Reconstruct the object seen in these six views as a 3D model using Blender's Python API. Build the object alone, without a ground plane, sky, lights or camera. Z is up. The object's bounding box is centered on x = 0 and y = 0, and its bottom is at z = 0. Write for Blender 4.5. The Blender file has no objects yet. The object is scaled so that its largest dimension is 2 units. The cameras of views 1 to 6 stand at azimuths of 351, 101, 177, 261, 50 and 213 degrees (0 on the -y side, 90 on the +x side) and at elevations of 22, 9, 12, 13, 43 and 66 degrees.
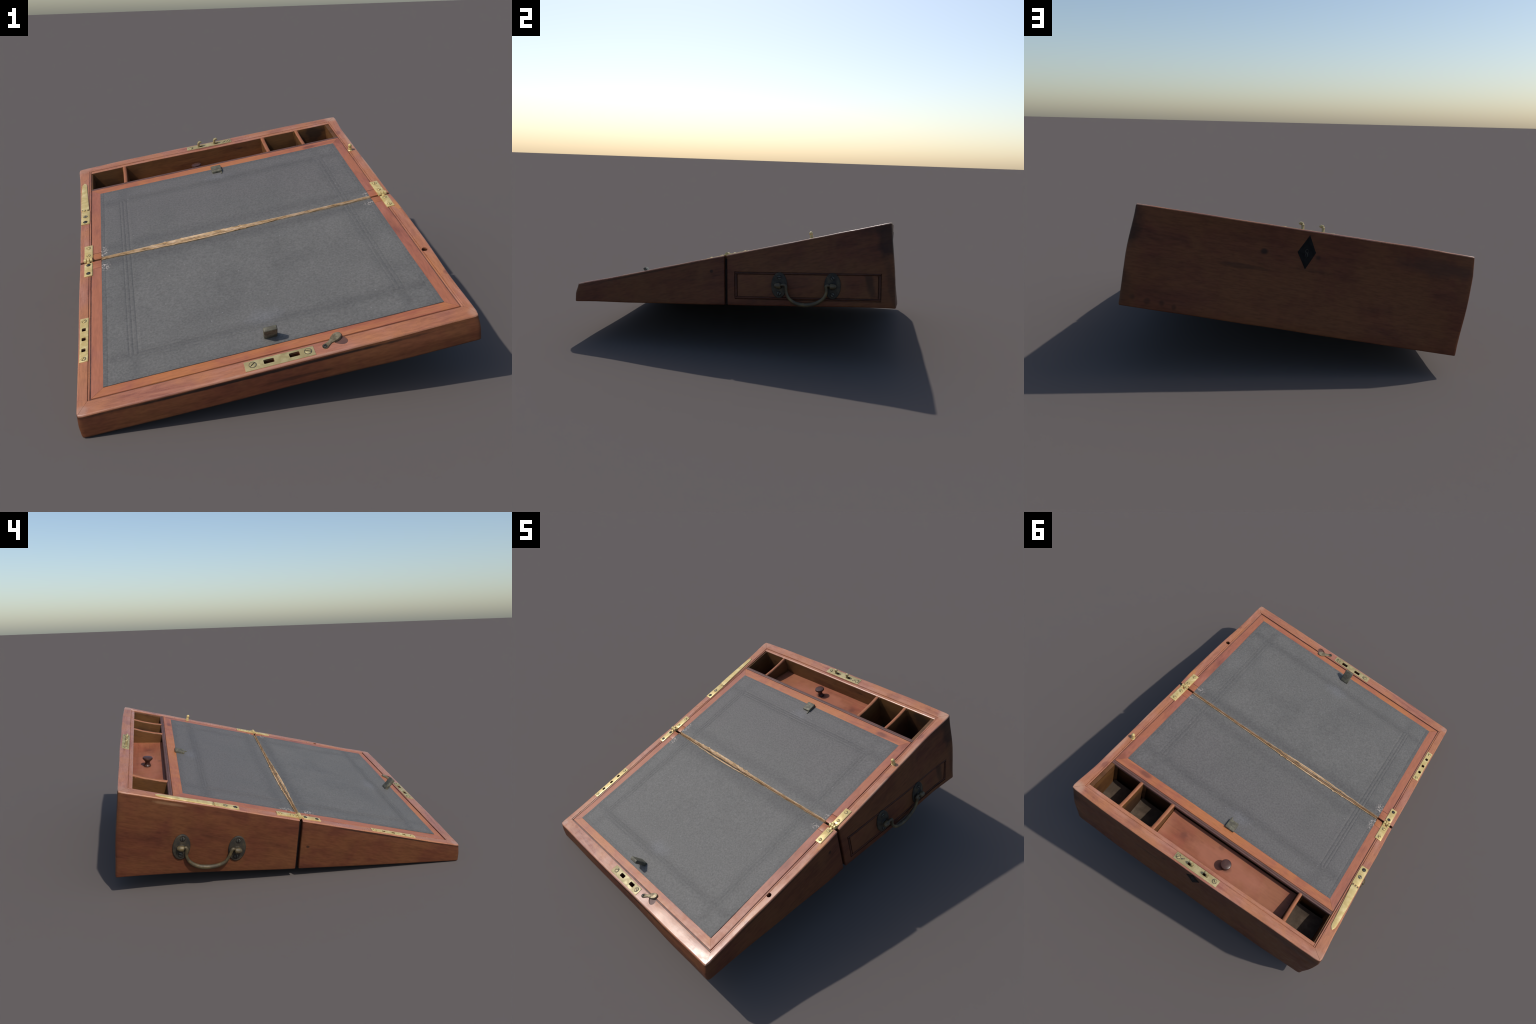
# Antique folding writing slope (lap desk), opened out: two hinged wooden wedges
# with a leather writing surface, pen tray, compartments and brass fittings.
import bpy, bmesh, math, random
from mathutils import Vector, Matrix, noise

random.seed(7)

# ------------------------------------------------------------------ placement
# Desk frame: x to the right, y to the back, z = normal of the writing surface,
# origin at the middle of the hinge line.  The whole desk stands tilted.
AX = Vector((0.98879778, 0.00053104, 0.14926041))
AY = Vector((-0.03815889, 0.96766224, 0.24934651))
AZ = Vector((-0.14430125, -0.25224889, 0.95684254))
ORG = Vector((-0.0152, -0.0224, 0.4684))
BASE_DROP = 0.305                       # depth of the underside below the hinge

scene_col = bpy.context.scene.collection
root = bpy.data.objects.new("writing_slope", None)
scene_col.objects.link(root)
rot = Matrix((AX, AY, AZ)).transposed().to_4x4()
root.matrix_world = Matrix.Translation(ORG - AZ * BASE_DROP) @ rot
root["label"] = "old wooden folding writing box with dark leather and brass"
root["category"] = "writing box"
LIFT = Vector((0, 0, BASE_DROP))

GAP0, GAP1 = -0.016, 0.0015             # the open joint between both halves


def lerp(a, b, t):
    return a + (b - a) * t


def smooth(a, b, x):
    t = max(0.0, min(1.0, (x - a) / (b - a)))
    return t * t * (3 - 2 * t)


def curve(pts, x):
    if x <= pts[0][0]:
        return pts[0][1]
    for (x0, y0), (x1, y1) in zip(pts, pts[1:]):
        if x <= x1:
            t = (x - x0) / (x1 - x0)
            t = t * t * (3 - 2 * t)
            return lerp(y0, y1, t)
    return pts[-1][1]


RIGHT_EDGE = [(-1.0, .801), (-.75, .803), (-.45, .811), (-.1, .815), (.0, .811),
              (.45, .808), (.75, .809), (.99, .820)]
LEFT_EDGE = [(-1.0, .810), (-.6, .811), (-.2, .814), (.0, .813), (.4, .816),
             (.8, .826), (.99, .833)]
BACK_EDGE = [(-.83, .990), (-.5, .993), (0, .996), (.5, .998), (.83, .990)]
FRONT_EDGE = [(-.83, -.991), (-.4, -.996), (.2, -.994), (.83, -.989)]
LEAN = [(-1.0, .24), (-.3, .18), (.2, .18), (1.0, .132)]


def underside(y):
    """height of the underside at the (top) position y"""
    k = curve(LEAN, y)
    return (-BASE_DROP - 0.1984 * y) / (1 + 0.1984 * k) + .005 * smooth(-.6, -1.0, y)


def warp(p, corner=0.022):
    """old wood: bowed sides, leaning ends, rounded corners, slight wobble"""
    x, y, z = p
    d = max(0.0, -z)
    # rounded vertical corners
    cx, cy = .81 - corner, .99 - corner
    if abs(x) > cx and abs(y) > cy:
        a, b = (abs(x) - cx) / corner, (abs(y) - cy) / corner
        f = .82
        a2, b2 = a * math.sqrt(1 - b * b * .5), b * math.sqrt(1 - a * a * .5)
        x = math.copysign(cx + corner * lerp(a, a2, f), x)
        y = math.copysign(cy + corner * lerp(b, b2, f), y)
    wx = smooth(.762, .81, abs(x))
    if x > 0:
        e = curve(RIGHT_EDGE, y) - .81 + .0135 * smooth(0, .25, d) * smooth(-.5, .6, y)
        e += .003 * smooth(0, .05, d) * smooth(-.1, -.9, y)
        e += .008 * math.exp(-((y - .47) / .22) ** 2 - ((d - .28) / .10) ** 2)
    else:
        back = smooth(-.2, .9, y)
        e = curve(LEFT_EDGE, y) - .81 + (.004 * back + .006 * smooth(.6, .98, y)) * smooth(0, .1, d) \
            - .012 * smooth(.2, .48, d) * back + .006 * smooth(0, .06, d) * (1 - back)
    x2 = x + (e if x > 0 else -e) * wx
    y2 = y
    if y > 0:
        y2 += (curve(BACK_EDGE, x) - .99) * smooth(.925, .99, y) * (1 - smooth(0, .10, d))
        y2 -= .007 * math.sin(min(1, d / .48) * math.pi) * smooth(.925, .99, y) * smooth(.85, .5, abs(x))
        y2 -= .009 * smooth(.25, .48, d) * smooth(.5, .8, abs(x)) * smooth(.925, .99, y)
    else:
        y2 += (curve(FRONT_EDGE, x) + .99) * smooth(-.925, -.99, y)
        y2 -= (.004 + .011 * smooth(-.1, .7, x)) * smooth(.0, .06, d) * smooth(-.85, -.99, y)
    y2 += curve(LEAN, y) * z
    n = noise.noise_vector(Vector((x * 4.1, y * 4.1, z * 4.1)))
    k = .0025 * max(wx, smooth(.93, .99, abs(y)))
    z2 = z - .002 * smooth(-.55, .15, y) * smooth(.7, .15, y) * smooth(.74, .81, abs(x))
    return Vector((x2 + n.x * k, y2 + n.y * k, z2 + n.z * k * .7))


def twist(x, y):
    """the opened boards are slightly out of wind: two corners up, two down"""
    return -.0048 * (x / .81) * (y / .99) + .005 * smooth(.6, .98, y) * math.exp(-((x + .45) / .32) ** 2) \
        + .0035 * smooth(-.78, -.95, y)


def fillet(d, r):
    if d >= r:
        return 0.0
    return r - math.sqrt(max(0.0, r * r - (r - d) ** 2))


def frange(a, b, n):
    return [lerp(a, b, i / n) for i in range(n + 1)]


def merge(*ls, eps=6e-4):
    out = []
    for v in sorted(v for l in ls for v in l):
        if not out or v - out[-1] > eps:
            out.append(v)
    return out


# ------------------------------------------------------------------ objects
def finish(name, me, mat, parent=None, loc=None, angle=38, mats=None):
    for m in (mats or [mat]):
        me.materials.append(m)
    me.polygons.foreach_set("use_smooth", [True] * len(me.polygons))
    me.set_sharp_from_angle(angle=math.radians(angle))
    if loc is None:
        for v in me.vertices:
            v.co.z += twist(v.co.x, v.co.y) * max(0.0, min(1.0, 1 + v.co.z / .09))
    ob = bpy.data.objects.new(name, me)
    scene_col.objects.link(ob)
    ob.parent = parent or root
    if loc is not None:
        loc = Vector(loc) + Vector((0, 0, twist(loc[0], loc[1])))
    if parent is None:
        ob.location = LIFT if loc is None else LIFT + loc
    elif loc is not None:
        ob.location = loc
    return ob


def patch(name, corners, us, vs, ztop, zbot, mat, nz=1, mask=None, bend=True,
          parent=None, zlev=None, bevel=None, angle=38):
    """A solid over a grid laid in a quad (a,b,c,d); us along a-b, vs along a-d."""
    a, b, c, d = [Vector((*q, 0)) for q in corners]

    def pos(u, v):
        return (a.lerp(b, u)).lerp(d.lerp(c, u), v)
    nu, nv = len(us), len(vs)
    grid = [[pos(u, v) for v in vs] for u in us]
    keep = [[True if mask is None else mask((grid[i][j] + grid[i + 1][j + 1]) / 2)
             for j in range(nv - 1)] for i in range(nu - 1)]
    verts, faces, idx = [], [], {}

    def vert(i, j, k):
        key = (i, j, k)
        if key not in idx:
            p = grid[i][j]
            zt, zb = ztop(p.x, p.y, us[i], vs[j]), zbot(p.x, p.y)
            t = (zlev[k] if zlev else k / nz)
            idx[key] = len(verts)
            verts.append((p.x, p.y, lerp(zt, zb, t)))
        return idx[key]

    def kept(i, j):
        return 0 <= i < nu - 1 and 0 <= j < nv - 1 and keep[i][j]
    for i in range(nu - 1):
        for j in range(nv - 1):
            if not keep[i][j]:
                continue
            faces.append((vert(i, j, 0), vert(i + 1, j, 0), vert(i + 1, j + 1, 0), vert(i, j + 1, 0)))
            faces.append((vert(i, j, nz), vert(i, j + 1, nz), vert(i + 1, j + 1, nz), vert(i + 1, j, nz)))
            for di, dj, p, q in ((0, -1, (i, j), (i + 1, j)), (1, 0, (i + 1, j), (i + 1, j + 1)),
                                 (0, 1, (i + 1, j + 1), (i, j + 1)), (-1, 0, (i, j + 1), (i, j))):
                if not kept(i + di, j + dj):
                    for k in range(nz):
                        faces.append((vert(*p, k), vert(*p, k + 1), vert(*q, k + 1), vert(*q, k)))
    me = bpy.data.meshes.new(name)
    me.from_pydata(verts, [], faces)
    bm = bmesh.new()
    bm.from_mesh(me)
    bmesh.ops.recalc_face_normals(bm, faces=bm.faces)
    if bevel:
        es = [e for e in bm.edges if len(e.link_faces) == 2 and bevel[2](*[w.co for w in e.verts])
              and e.calc_face_angle(0) > math.radians(50)]
        bmesh.ops.bevel(bm, geom=es, offset=bevel[0], segments=bevel[1], profile=.5, affect='EDGES')
    if bend:
        for v in bm.verts:
            v.co = warp(v.co)
    bm.to_mesh(me)
    bm.free()
    return finish(name, me, mat, parent, angle=angle)


def rect(x0, x1, y0, y1):
    return [(x0, y0), (x1, y0), (x1, y1), (x0, y1)]


def box(name, x0, x1, y0, y1, z0, z1, mat, bev=.002, parent=None, bend=False, seg=2, tilt=None):
    bm = bmesh.new()
    bmesh.ops.create_cube(bm, size=1)
    for v in bm.verts:
        v.co = Vector((lerp(x0, x1, v.co.x + .5), lerp(y0, y1, v.co.y + .5), lerp(z0, z1, v.co.z + .5)))
    if bev:
        bmesh.ops.bevel(bm, geom=bm.edges[:], offset=bev, segments=seg, profile=.5, affect='EDGES')
    for v in bm.verts:
        if tilt:
            v.co = tilt(v.co)
        if bend:
            v.co = warp(v.co)
    me = bpy.data.meshes.new(name)
    bm.to_mesh(me)
    bm.free()
    return finish(name, me, mat, parent)


def prism(name, outline, z0, z1, mat, bev=.0015, parent=None, holes=(), fn=None, seg=2):
    """extruded outline (list of x,y) with chamfered edges and real holes"""
    bm = bmesh.new()
    bot = [bm.verts.new((x, y, z0)) for x, y in outline]
    f = bm.faces.new(bot)
    ex = bmesh.ops.extrude_face_region(bm, geom=[f])
    for v in ex['geom']:
        if isinstance(v, bmesh.types.BMVert):
            v.co.z = z1
    bmesh.ops.recalc_face_normals(bm, faces=bm.faces)
    if bev:
        es = [e for e in bm.edges if all(abs(v.co.z - max(z0, z1)) < 1e-6 for v in e.verts)]
        bmesh.ops.bevel(bm, geom=es, offset=bev, segments=seg, profile=.5, affect='EDGES')
    if fn:
        for v in bm.verts:
            v.co = fn(v.co)
    me = bpy.data.meshes.new(name)
    bm.to_mesh(me)
    bm.free()
    ob = finish(name, me, mat, parent)
    cut(ob, [rect_cutter(*h) for h in holes])
    return ob


def revolve(name, prof, mat, parent=None, loc=None, n=24, basis=None, angle=40):
    """turned part: profile of (radius, height)"""
    bm = bmesh.new()
    rings = []
    for r, h in prof:
        rings.append([bm.verts.new((r * math.cos(t), r * math.sin(t), h))
                      for t in [2 * math.pi * i / n for i in range(n)]])
    for A, B in zip(rings, rings[1:]):
        for i in range(n):
            bm.faces.new((A[i], A[(i + 1) % n], B[(i + 1) % n], B[i]))
    bm.faces.new(rings[0][::-1])
    bm.faces.new(rings[-1])
    bmesh.ops.recalc_face_normals(bm, faces=bm.faces)
    for v in bm.verts:
        if basis:
            v.co = basis @ v.co
    me = bpy.data.meshes.new(name)
    bm.to_mesh(me)
    bm.free()
    return finish(name, me, mat, parent, loc, angle=angle)


def tube(name, path, radii, mat, parent=None, n=12, flat=1.0):
    """round bar along a list of points with a radius at each"""
    bm = bmesh.new()
    rings = []
    P = [Vector(p) for p in path]
    up = Vector((0.31, .2, .93))
    for i, p in enumerate(P):
        t = (P[min(i + 1, len(P) - 1)] - P[max(i - 1, 0)]).normalized()
        a = t.cross(up).normalized()
        b = a.cross(t)
        rings.append([bm.verts.new(p + radii[i] * (a * math.cos(w) + b * math.sin(w) * flat))
                      for w in [2 * math.pi * k / n for k in range(n)]])
    for A, B in zip(rings, rings[1:]):
        for i in range(n):
            bm.faces.new((A[i], A[(i + 1) % n], B[(i + 1) % n], B[i]))
    bm.faces.new(rings[0][::-1])
    bm.faces.new(rings[-1])
    bmesh.ops.recalc_face_normals(bm, faces=bm.faces)
    me = bpy.data.meshes.new(name)
    bm.to_mesh(me)
    bm.free()
    return finish(name, me, mat, parent)


cutters = []


def _cutter(bm, plain=False):
    for v in bm.verts:
        v.co.z += 0 if plain else twist(v.co.x, v.co.y)
    me = bpy.data.meshes.new("cutter")
    bm.to_mesh(me)
    bm.free()
    ob = bpy.data.objects.new("cutter", me)
    scene_col.objects.link(ob)
    ob.parent = root
    ob.location = LIFT
    cutters.append(ob)
    return ob


def rect_cutter(x0, x1, y0, y1, z0=-.05, z1=.03):
    bm = bmesh.new()
    bmesh.ops.create_cube(bm, size=1)
    for v in bm.verts:
        v.co = Vector((lerp(x0, x1, v.co.x + .5), lerp(y0, y1, v.co.y + .5), lerp(z0, z1, v.co.z + .5)))
    ver = [e for e in bm.edges if abs(e.verts[0].co.z - e.verts[1].co.z) > .01]
    if min(x1 - x0, y1 - y0) > .012:
        bmesh.ops.bevel(bm, geom=ver, offset=.003, segments=2, profile=.5, affect='EDGES')
    return _cutter(bm)


def round_cutter(x, y, r, z0=-.05, z1=.03, n=20):
    bm = bmesh.new()
    bmesh.ops.create_cone(bm, cap_ends=True, segments=n, radius1=r, radius2=r, depth=z1 - z0)
    for v in bm.verts:
        v.co += Vector((x, y, (z0 + z1) / 2))
    return _cutter(bm)


def cut(ob, cs):
    if not cs:
        return
    bpy.context.view_layer.update()
    for c in cs:
        m = ob.modifiers.new("cut", 'BOOLEAN')
        m.object = c
        m.operation = 'DIFFERENCE'
        m.solver = 'EXACT'
    dg = bpy.context.evaluated_depsgraph_get()
    me = bpy.data.meshes.new_from_object(ob.evaluated_get(dg))
    ob.modifiers.clear()
    old = ob.data
    nm = old.name
    ob.data = me
    bpy.data.meshes.remove(old)
    me.name = nm


# ------------------------------------------------------------------ materials
class NT:
    def __init__(self, name):
        self.mat = bpy.data.materials.new(name)
        self.mat.use_nodes = True
        self.t = self.mat.node_tree
        self.bsdf = self.t.nodes["Principled BSDF"]
        self.co = self.n("ShaderNodeTexCoord").outputs["Object"]

    def n(self, kind, **kw):
        nd = self.t.nodes.new(kind)
        for k, v in kw.items():
            setattr(nd, k, v)
        return nd

    def link(self, a, b):
        self.t.links.new(a, b)

    def mapping(self, scale=(1, 1, 1), loc=(0, 0, 0), src=None):
        m = self.n("ShaderNodeMapping")
        m.inputs["Scale"].default_value = scale
        m.inputs["Location"].default_value = loc
        self.link(src or self.co, m.inputs["Vector"])
        return m.outputs["Vector"]

    def noise(self, vec, scale, detail=4, rough=.55, dist=0.0):
        nd = self.n("ShaderNodeTexNoise")
        nd.inputs["Scale"].default_value = scale
        nd.inputs["Detail"].default_value = detail
        nd.inputs["Roughness"].default_value = rough
        nd.inputs["Distortion"].default_value = dist
        self.link(vec, nd.inputs["Vector"])
        return nd.outputs["Fac"]

    def ramp(self, fac, stops):
        nd = self.n("ShaderNodeValToRGB")
        el = nd.color_ramp.elements
        while len(el) < len(stops):
            el.new(.5)
        for e, (p, c) in zip(el, stops):
            e.position = p
            e.color = (c, c, c, 1) if isinstance(c, (int, float)) else (*c, 1)
        self.link(fac, nd.inputs["Fac"])
        return nd.outputs["Color"]

    def mix(self, fac, a, b, mode='MIX'):
        nd = self.n("ShaderNodeMix", data_type='RGBA', blend_type=mode)
        for key, v in (("Factor", fac), ("A", a), ("B", b)):
            s = [i for i in nd.inputs if i.name == key and
                 (i.type == ('VALUE' if key == "Factor" else 'RGBA'))][0]
            if isinstance(v, (int, float)):
                s.default_value = v
            elif isinstance(v, tuple):
                s.default_value = (*v, 1)
            else:
                self.link(v, s)
        return [o for o in nd.outputs if o.type == 'RGBA'][0]

    def math(self, op, a, b=0.0, clamp=False):
        nd = self.n("ShaderNodeMath", operation=op)
        nd.use_clamp = clamp
        for s, v in zip(nd.inputs, (a, b)):
            if isinstance(v, (int, float)):
                s.default_value = v
            else:
                self.link(v, s)
        return nd.outputs[0]

    def blot(self, centre, radii, wob=.5, soft=.5, freq=14):
        """mask of a blotch: 1 in the middle, 0 outside, with a ragged edge"""
        m = self.n("ShaderNodeVectorMath", operation='SUBTRACT')
        self.link(self.co, m.inputs[0])
        m.inputs[1].default_value = centre
        q = self.n("ShaderNodeVectorMath", operation='DIVIDE')
        self.link(m.outputs[0], q.inputs[0])
        q.inputs[1].default_value = radii
        l = self.n("ShaderNodeVectorMath", operation='LENGTH')
        self.link(q.outputs[0], l.inputs[0])
        nz = self.noise(self.co, freq, 4, .6)
        d = self.math('ADD', l.outputs["Value"], self.math('MULTIPLY', self.math('SUBTRACT', nz, .5), wob * 2))
        return self.ramp(d, [(max(0, 1 - soft), 1.0), (1.0, 0.0)])

    def bump(self, h, strength=.3, dist=.002, normal=None):
        nd = self.n("ShaderNodeBump")
        nd.inputs["Strength"].default_value = strength
        nd.inputs["Distance"].default_value = dist
        self.link(h, nd.inputs["Height"])
        if normal:
            self.link(normal, nd.inputs["Normal"])
        return nd.outputs["Normal"]

    def done(self, color, rough=.4, normal=None, metallic=0.0, spec=.5, coat=0.0):
        b = self.bsdf.inputs
        for key, v in (("Base Color", color), ("Roughness", rough), ("Metallic", metallic)):
            if isinstance(v, (int, float)):
                b[key].default_value = v
            elif isinstance(v, tuple):
                b[key].default_value = (*v, 1)
            else:
                self.link(v, b[key])
        b["Specular IOR Level"].default_value = spec
        b["Coat Weight"].default_value = coat
        b["Coat Roughness"].default_value = .25
        if normal:
            self.link(normal, b["Normal"])
        return self.mat


def wood(name, dark, mid, light, tint, grain, rough=.36, blots=(), spec=.4, contrast=1.0, fine=.35, off=0.0):
    """grain: mapping scale, small along the fibre"""
    m = NT(name)
    v = m.mapping(grain, (off, off * 1.7, off * .6))
    big = m.noise(v, 1.6, 5, .6, .6)
    s = .16 / contrast
    col = m.ramp(big, [(.5 - s, dark), (.5, mid), (.5 + s, light)])
    patch_ = m.noise(m.mapping((1, 1, 1), (3.1 + off, 1.7, .4)), 4.0, 4, .6, .4)
    col = m.mix(m.ramp(patch_, [(.40, 0.0), (.60, .85)]), col, tint)
    fib = m.noise(m.mapping(tuple(g * 5 for g in grain), (off, 0, 0)), 2.5, 5, .65)
    shade = m.ramp(fib, [(.3, 1 - fine), (.6, 1.0)])
    col = m.mix(1.0, col, shade, 'MULTIPLY')
    for c, r, tone, amount, wob in blots:
        k = m.math('MULTIPLY', m.blot(c, r, wob), amount)
        col = m.mix(k, col, tone)
    dust = m.noise(m.co, 22, 6, .65)
    rg = m.ramp(dust, [(.3, rough - .05), (.75, rough + .14)])
    nrm = m.bump(fib, .12, .0015)
    return m.done(col, rg, nrm, spec=spec)


BLACKISH = (.012, .009, .008)
case_blots = [
    ((.83, .95, -.09), (.07, .07, .16), BLACKISH, .6, .6),     # sooty back corner
    ((.83, .90, -.02), (.07, .14, .04), BLACKISH, .4, .6),
    ((.83, .92, -.35), (.07, .03, .22), BLACKISH, .3, .6),
    ((.19, .98, -.13), (.022, .08, .017), BLACKISH, .8, .4),     # knot on the back
    ((.28, .97, -.215), (.16, .08, .014), BLACKISH, .4, .5),    # dark streak
    ((-.05, .98, -.185), (.14, .08, .012), BLACKISH, .25, .5),
    ((-.65, .98, -.08), (.25, .08, .05), (.05, .025, .02), .5, .5),
    ((.70, .95, -.45), (.02, .08, .02), BLACKISH, .45, .3),
    ((.77, .95, -.44), (.02, .08, .02), BLACKISH, .4, .3),
    ((.63, .95, -.45), (.018, .08, .02), BLACKISH, .45, .3),
    ((.57, .95, -.46), (.016, .08, .02), BLACKISH, .45, .3),
    ((-.07, .98, -.12), (.02, .05, .015), BLACKISH, .55, .5),    # scuff by the escutcheon
    ((.82, -.11, -.08), (.05, .012, .012), BLACKISH, .7, .4),    # knots on the lid sides
    ((-.82, -.085, -.15), (.05, .013, .010), BLACKISH, .7, .4),
    ((.05, -1.01, -.06), (.16, .05, .010), BLACKISH, .5, .5),
    ((.20, -1.01, -.095), (.2, .05, .010), BLACKISH, .35, .5),
    ((-.1, -1.0, -.013), (.85, .05, .0075), BLACKISH, .92, .4),   # dark line under the lid's edge
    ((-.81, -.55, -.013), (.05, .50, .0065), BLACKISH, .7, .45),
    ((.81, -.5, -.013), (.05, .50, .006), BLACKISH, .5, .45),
    ((-.82, .72, -.02), (.06, .10, .012), (.30, .17, .09), .45, .6),  # worn edge by the stay
]
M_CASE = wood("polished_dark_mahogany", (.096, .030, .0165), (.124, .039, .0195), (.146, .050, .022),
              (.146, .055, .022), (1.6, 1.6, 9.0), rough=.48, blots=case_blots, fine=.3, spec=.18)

RIM = dict(dark=(.29, .100, .060), mid=(.405, .156, .088), light=(.47, .215, .145), tint=(.45, .175, .072))
rim_blots = [
    ((.80, .97, 0), (.05, .05, .05), (.50, .31, .21), .6, .3),
    ((-.80, .97, 0), (.05, .05, .05), (.40, .21, .13), .5, .3),
    ((.79, -.97, 0), (.035, .035, .05), (.45, .26, .18), .5, .3),
    ((-.79, -.97, 0), (.03, .03, .05), (.42, .24, .17), .5, .3),
    ((.64, .84, 0), (.0, .0, .0), BLACKISH, .0, .1),
    ((.775, .76, 0), (.018, .03, .02), (.16, .05, .035), .5, .5),
    ((.80, .63, .0), (.015, .16, .03), (.48, .27, .18), .55, .5),
    ((.81, .32, .0), (.014, .16, .03), (.48, .29, .20), .5, .5),
    ((.795, -.70, .0), (.012, .02, .02), (.2, .07, .05), .6, .4),
    ((.80, -.13, .0), (.02, .06, .03), (.52, .22, .06), .6, .4),
    ((0, -.990, .0), (.30, .006, .03), (.46, .25, .17), .6, .6),
    ((0, -.955, .0), (.20, .05, .03), (.34, .12, .075), .5, .5),
    ((0, .96, .0), (.22, .05, .03), (.27, .085, .06), .6, .5),
    ((.42, .955, .0), (.06, .03, .03), (.22, .075, .045), .5, .5),
]
rim_blots = [b for b in rim_blots if b[3] > 0]
M_RIM_Y = wood("mahogany_rim_long_grain", grain=(13, 1.6, 13), rough=.27, blots=rim_blots, fine=.25, spec=.65, **RIM)
M_RIM_X = wood("mahogany_rim_cross_grain", grain=(1.6, 13, 13), rough=.27, blots=rim_blots, fine=.25, spec=.65, off=2.3, **RIM)
BORD = dict(dark=(.29, .095, .056), mid=(.375, .120, .065), light=(.44, .165, .075), tint=(.46, .165, .055))
BORD_SIDE = dict(dark=(.25, .085, .056), mid=(.34, .115, .072), light=(.40, .150, .095), tint=(.40, .140, .070))
M_BORD_Y = wood("red_border_long_grain", **BORD_SIDE, grain=(14, 1.8, 14), rough=.4, fine=.2, off=5.0,
                blots=[((.735, .66, 0), (.03, .04, .02), (.2, .06, .035), .5, .6),
                       ((.735, .02, 0), (.03, .04, .02), (.16, .07, .05), .6, .5)])
M_BORD_X = wood("red_border_cross_grain", grain=(1.8, 14, 14), rough=.4, fine=.2, off=7.0,
                blots=[((.56, .665, 0), (.05, .022, .02), (.12, .045, .03), .6, .6)], **BORD)
M_SLIP = wood("dusty_dark_edge", (.085, .040, .031), (.145, .066, .049), (.21, .095, .068), (.12, .058, .045),
              (2, 14, 14), rough=.5, fine=.3)
M_BEAD = wood("rim_bead", (.22, .055, .028), (.33, .088, .044), (.44, .14, .075), (.36, .1, .05),
              (4, 4, 12), rough=.28, fine=.2, spec=.5)
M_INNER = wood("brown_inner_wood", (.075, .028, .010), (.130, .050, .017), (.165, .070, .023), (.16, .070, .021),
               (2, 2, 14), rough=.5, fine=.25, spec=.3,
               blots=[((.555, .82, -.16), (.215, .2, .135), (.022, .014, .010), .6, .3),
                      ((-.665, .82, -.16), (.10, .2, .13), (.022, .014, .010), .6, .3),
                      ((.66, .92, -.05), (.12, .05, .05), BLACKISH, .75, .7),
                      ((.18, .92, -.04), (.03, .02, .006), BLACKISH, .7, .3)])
M_DIVIDER = wood("divider_wood", (.20, .065, .028), (.32, .110, .045), (.40, .150, .065), (.34, .12, .05),
                 (10, 2, 10), rough=.45, fine=.2, spec=.35)
M_TRAY = wood("pen_tray_lid_wood", (.20, .058, .030), (.29, .085, .045), (.34, .11, .06), (.30, .11, .05),
              (1.5, 9, 9), rough=.5, fine=.12, spec=.3,
              blots=[((-.12, .80, -.09), (.30, .08, .05), (.40, .150, .090), .45, .6), ((.18, .80, -.09), (.025, .025, .05), (.10, .035, .025), .35, .5),
                     ((-.04, .735, -.08), (.02, .015, .05), (.09, .04, .03), .35, .5),
                     ((-.12, .812, -.1), (.045, .03, .05), (.06, .025, .018), .7, .3)])
M_FLOOR = wood("dark_compartment_floor", (.04, .027, .018), (.068, .048, .033), (.105, .076, .054), (.06, .043, .03),
               (6, 6, 6), rough=.8, fine=.2, spec=.2)
M_KNOB = wood("turned_dark_knob", (.04, .018, .014), (.075, .032, .023), (.12, .055, .038), (.07, .033, .025),
              (9, 9, 9), rough=.32, fine=.2)
M_JOINT = wood("dark_joint", (.012, .008, .007), (.02, .012, .010), (.03, .018, .014), (.02, .012, .01),
               (3, 3, 9), rough=.7, fine=.2, spec=.2)


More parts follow.
